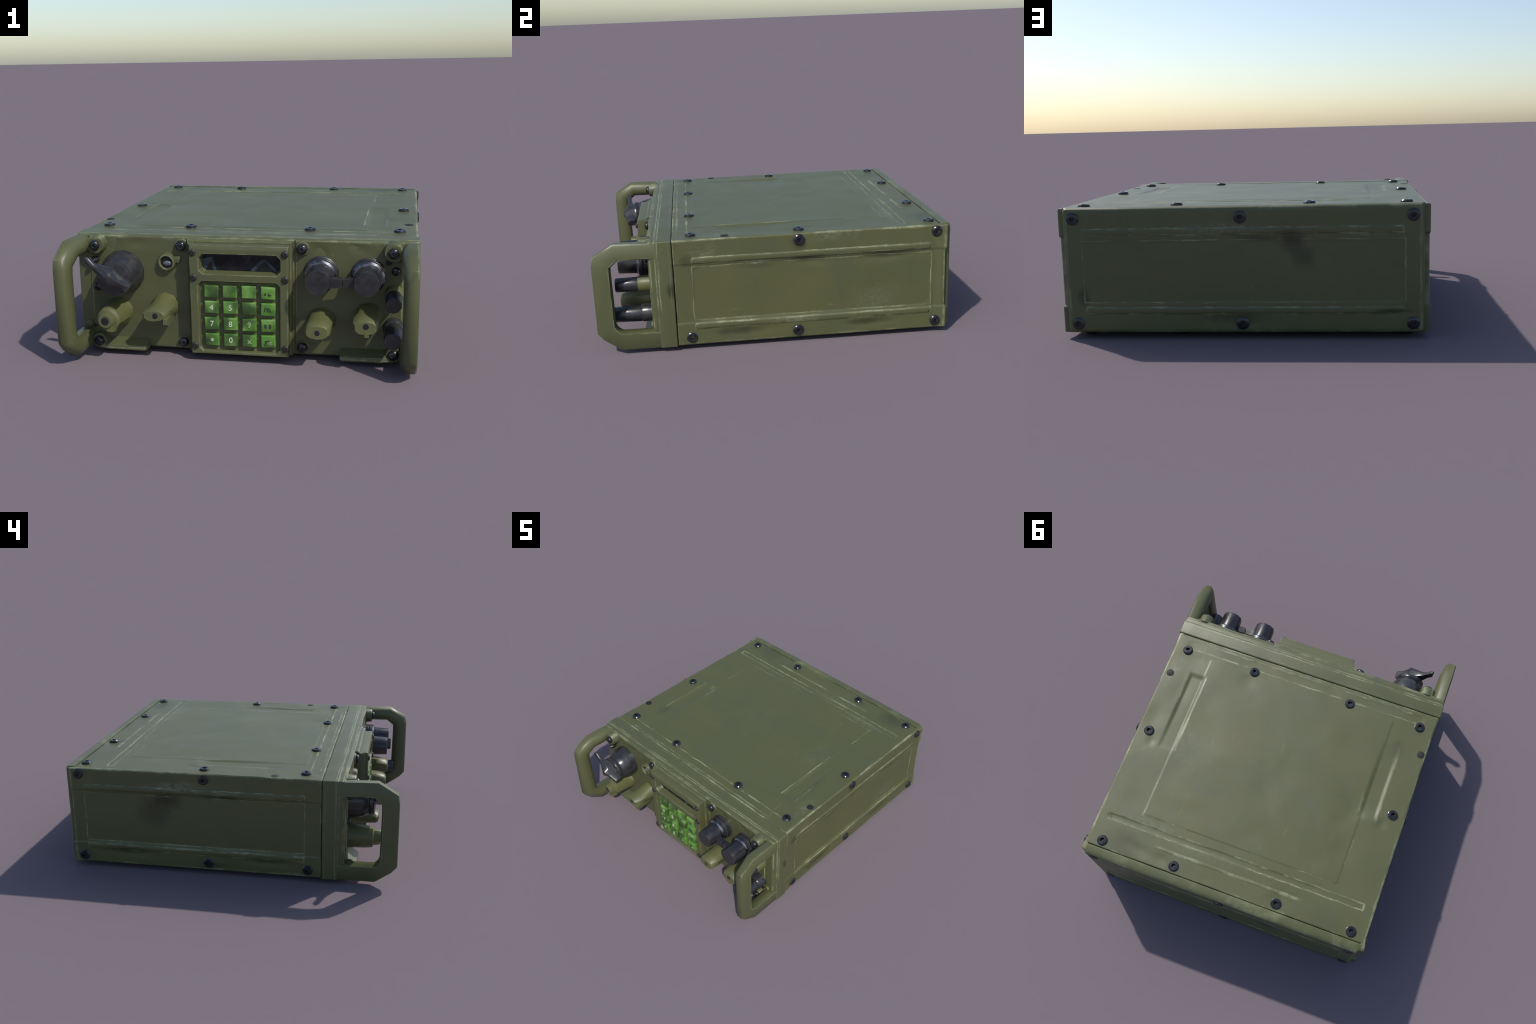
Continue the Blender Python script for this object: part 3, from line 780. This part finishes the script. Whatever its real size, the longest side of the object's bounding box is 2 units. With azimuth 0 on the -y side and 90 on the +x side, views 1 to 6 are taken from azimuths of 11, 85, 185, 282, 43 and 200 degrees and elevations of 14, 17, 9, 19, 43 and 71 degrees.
# ----------------------------------------------- two capped antenna connectors
for cx, side, zt in ((0.405, 1, 0.467), (0.640, -1, 0.466)):
    con = finish(lathe_bm([(0.089, -0.690), (0.089, -0.702), (0.083, -0.706), (0.084, -0.728), (0.080, -0.732), (0.084, -0.737), (0.083, -0.752)], cx, zt, 16, 0.2), "antenna_connector", M_CAP, root, 35)
    finish(lathe_bm([(0.082, -0.750), (0.083, -0.758), (0.074, -0.768), (0.060, -0.770)], cx, zt, 16, 0.2), "lock_ring", M_RING, con, 40)
    finish(lathe_bm([(0.068, -0.755), (0.068, -0.775), (0.066, -0.800), (0.063, -0.868), (0.061, -0.875)], cx, zt - 0.002, 10, 0.25), "cap", M_CAP, con, 42)
    a = loft_bm([[(cx + side * dx, -0.802 + y * k, 0.451 + z * k) for y, z in ((-0.02, -0.022), (-0.02, 0.022), (0.02, 0.022), (0.02, -0.022))]
                 for dx, k in ((0.045, 1.15), (0.075, 1.05), (0.113, 1.0))])
    bevel_all(a, 0.003)
    finish(a, "cap_arm", M_CAP, con, 40)

# ------------------------------------------------------ olive knobs and plugs
def pill(w, h, y, cx, cz, n=14, pw=2.6):
    out = []
    for k in range(n):
        a = 2 * math.pi * (k + 0.5) / n
        c, s = math.cos(a), math.sin(a)
        out.append((cx + w * math.copysign(abs(c) ** (2 / pw), c), y, cz + h * math.copysign(abs(s) ** (2 / pw), s)))
    return out
def batter(bm, amp, seed):
    """Knock the vertices about a little, as on a rough casting."""
    for v in bm.verts:
        v.co += amp * noise.noise_vector(v.co * 21 + Vector((seed * 7, 3, seed)))
def rotary_knob(cx, cz, front, tab):
    fat = tab[5]
    sh = tab[4]  # how far the tip leans sideways
    bm = loft_bm([pill(0.080, 0.074, -0.690, cx, cz, 10, 2), pill(0.071, 0.069, -0.712, cx, cz, 10, 2), pill(0.067, 0.058, -0.740, cx, cz, 10, 2.2),
                  pill(0.065, 0.041 + fat, -0.800, cx + sh * 0.5, cz - 0.008 + fat, 10), pill(0.063, 0.032 + fat, front + 0.014, cx + sh, cz - 0.006 + fat * 0.5, 10), pill(0.052, 0.025 + fat * 0.8, front, cx + sh, cz - 0.005, 10)])
    batter(bm, 0.0045, cx)
    es = [e for e in bm.edges if len(e.link_faces) == 2 and e.calc_face_angle(0) > math.radians(20)]
    bmesh.ops.bevel(bm, geom=es, offset=0.004, segments=2, profile=0.5, affect="EDGES", clamp_overlap=True)
    k = finish(bm, "rotary_knob", M_KNOB, root, 42)
    t = loft_bm([[(cx + tab[0] + x * q, y, cz + tab[1] + z * q) for x, z in ((-0.014, -0.02), (0.014, -0.02), (0.014, 0.02), (-0.014, 0.02))]
                 for y, q in ((-0.74, 0.7), (front + 0.02, 1.0), (front - 0.002, 0.7))])
    bevel_all(t, 0.004)
    finish(t, "pointer", M_KNOB, k, 40)
    finish(lathe_bm([(0.015, front + 0.02), (0.015, front - 0.0015), (0.010, front - 0.002)], cx + tab[2], cz + tab[3], 12), "knob_screw", M_BOLT, k, 40)
    return k
rotary_knob(-0.408, 0.264, -0.864, (0.046, -0.034, -0.006, -0.004, -0.014, 0.001))
rotary_knob(0.407, 0.218, -0.872, (0.034, -0.012, -0.002, -0.006, -0.004, 0.009))
rotary_knob(0.641, 0.254, -0.878, (0.002, -0.036, -0.002, 0.004, -0.004, 0.009))

bm = loft_bm([pill(0.080, 0.080, -0.690, -0.664, 0.225, 11, 2), pill(0.075, 0.075, -0.715, -0.665, 0.225, 11, 2), pill(0.069, 0.070, -0.745, -0.667, 0.225, 11, 2),
              pill(0.066, 0.068, -0.800, -0.668, 0.224, 11, 2), pill(0.060, 0.063, -0.845, -0.668, 0.224, 11, 2), pill(0.047, 0.047, -0.853, -0.668, 0.226, 11, 2),
              pill(0.042, 0.042, -0.886, -0.668, 0.228, 11, 2), pill(0.035, 0.035, -0.897, -0.668, 0.229, 11, 2)])
batter(bm, 0.004, 2.0)
plug = finish(bm, "stub_plug", M_KNOB, root, 32)
t = loft_bm([[(-0.650 + x * q, y, 0.185 + z * q) for x, z in ((-0.02, -0.014), (0.018, -0.018), (0.018, 0.02), (-0.02, 0.02))] for y, q in ((-0.76, 0.9), (-0.86, 1.0), (-0.888, 0.7))])
finish(t, "pointer", M_KNOB, plug, 30)
finish(lathe_bm([(0.021, -0.86), (0.021, -0.8985), (0.014, -0.899)], -0.668, 0.231, 14), "knob_screw", M_BOLT, plug, 40)

# hexagonal socket boss with a lens
boss = finish(lathe_bm([(0.052, -0.690), (0.050, -0.704), (0.044, -0.722), (0.036, -0.726), (0.033, -0.712)], -0.388, 0.503, 12), "lamp_boss", M_PANEL, root, 35)
finish(lathe_bm([(0.033, -0.700), (0.033, -0.7135)], -0.387, 0.504, 12), "lamp_hole", M_SOCKET, boss, 30)
finish(lathe_bm([(0.024, -0.705), (0.023, -0.717), (0.012, -0.721)], -0.384, 0.497, 12, 0, 1.0, 0.6), "lamp_lens", M_LENS, boss, 60)
bm = box_bm((-0.352, -0.715, 0.500), (-0.318, -0.690, 0.534), 0.006); finish(bm, "boss_tab", M_PANEL, boss, 40)

# fuse caps in the right-hand column
f1 = finish(lathe_bm([(0.050, -0.690), (0.047, -0.706), (0.044, -0.762), (0.041, -0.766)], 0.766, 0.374, 14), "fuse_holder", M_KNOB, root, 40)
finish(lathe_bm([(0.042, -0.762), (0.042, -0.770), (0.041, -0.884), (0.037, -0.890)], 0.767, 0.372, 10, 0.3), "fuse_cap", M_CAP, f1, 40)
f2 = finish(lathe_bm([(0.054, -0.690), (0.052, -0.706), (0.051, -0.748), (0.046, -0.758)], 0.767, 0.202, 14), "fuse_holder", M_RUBBER, root, 40)
finish(lathe_bm([(0.046, -0.755), (0.046, -0.770), (0.044, -0.906), (0.040, -0.913)], 0.768, 0.200, 10, 0.1), "fuse_cap", M_CAP, f2, 40)
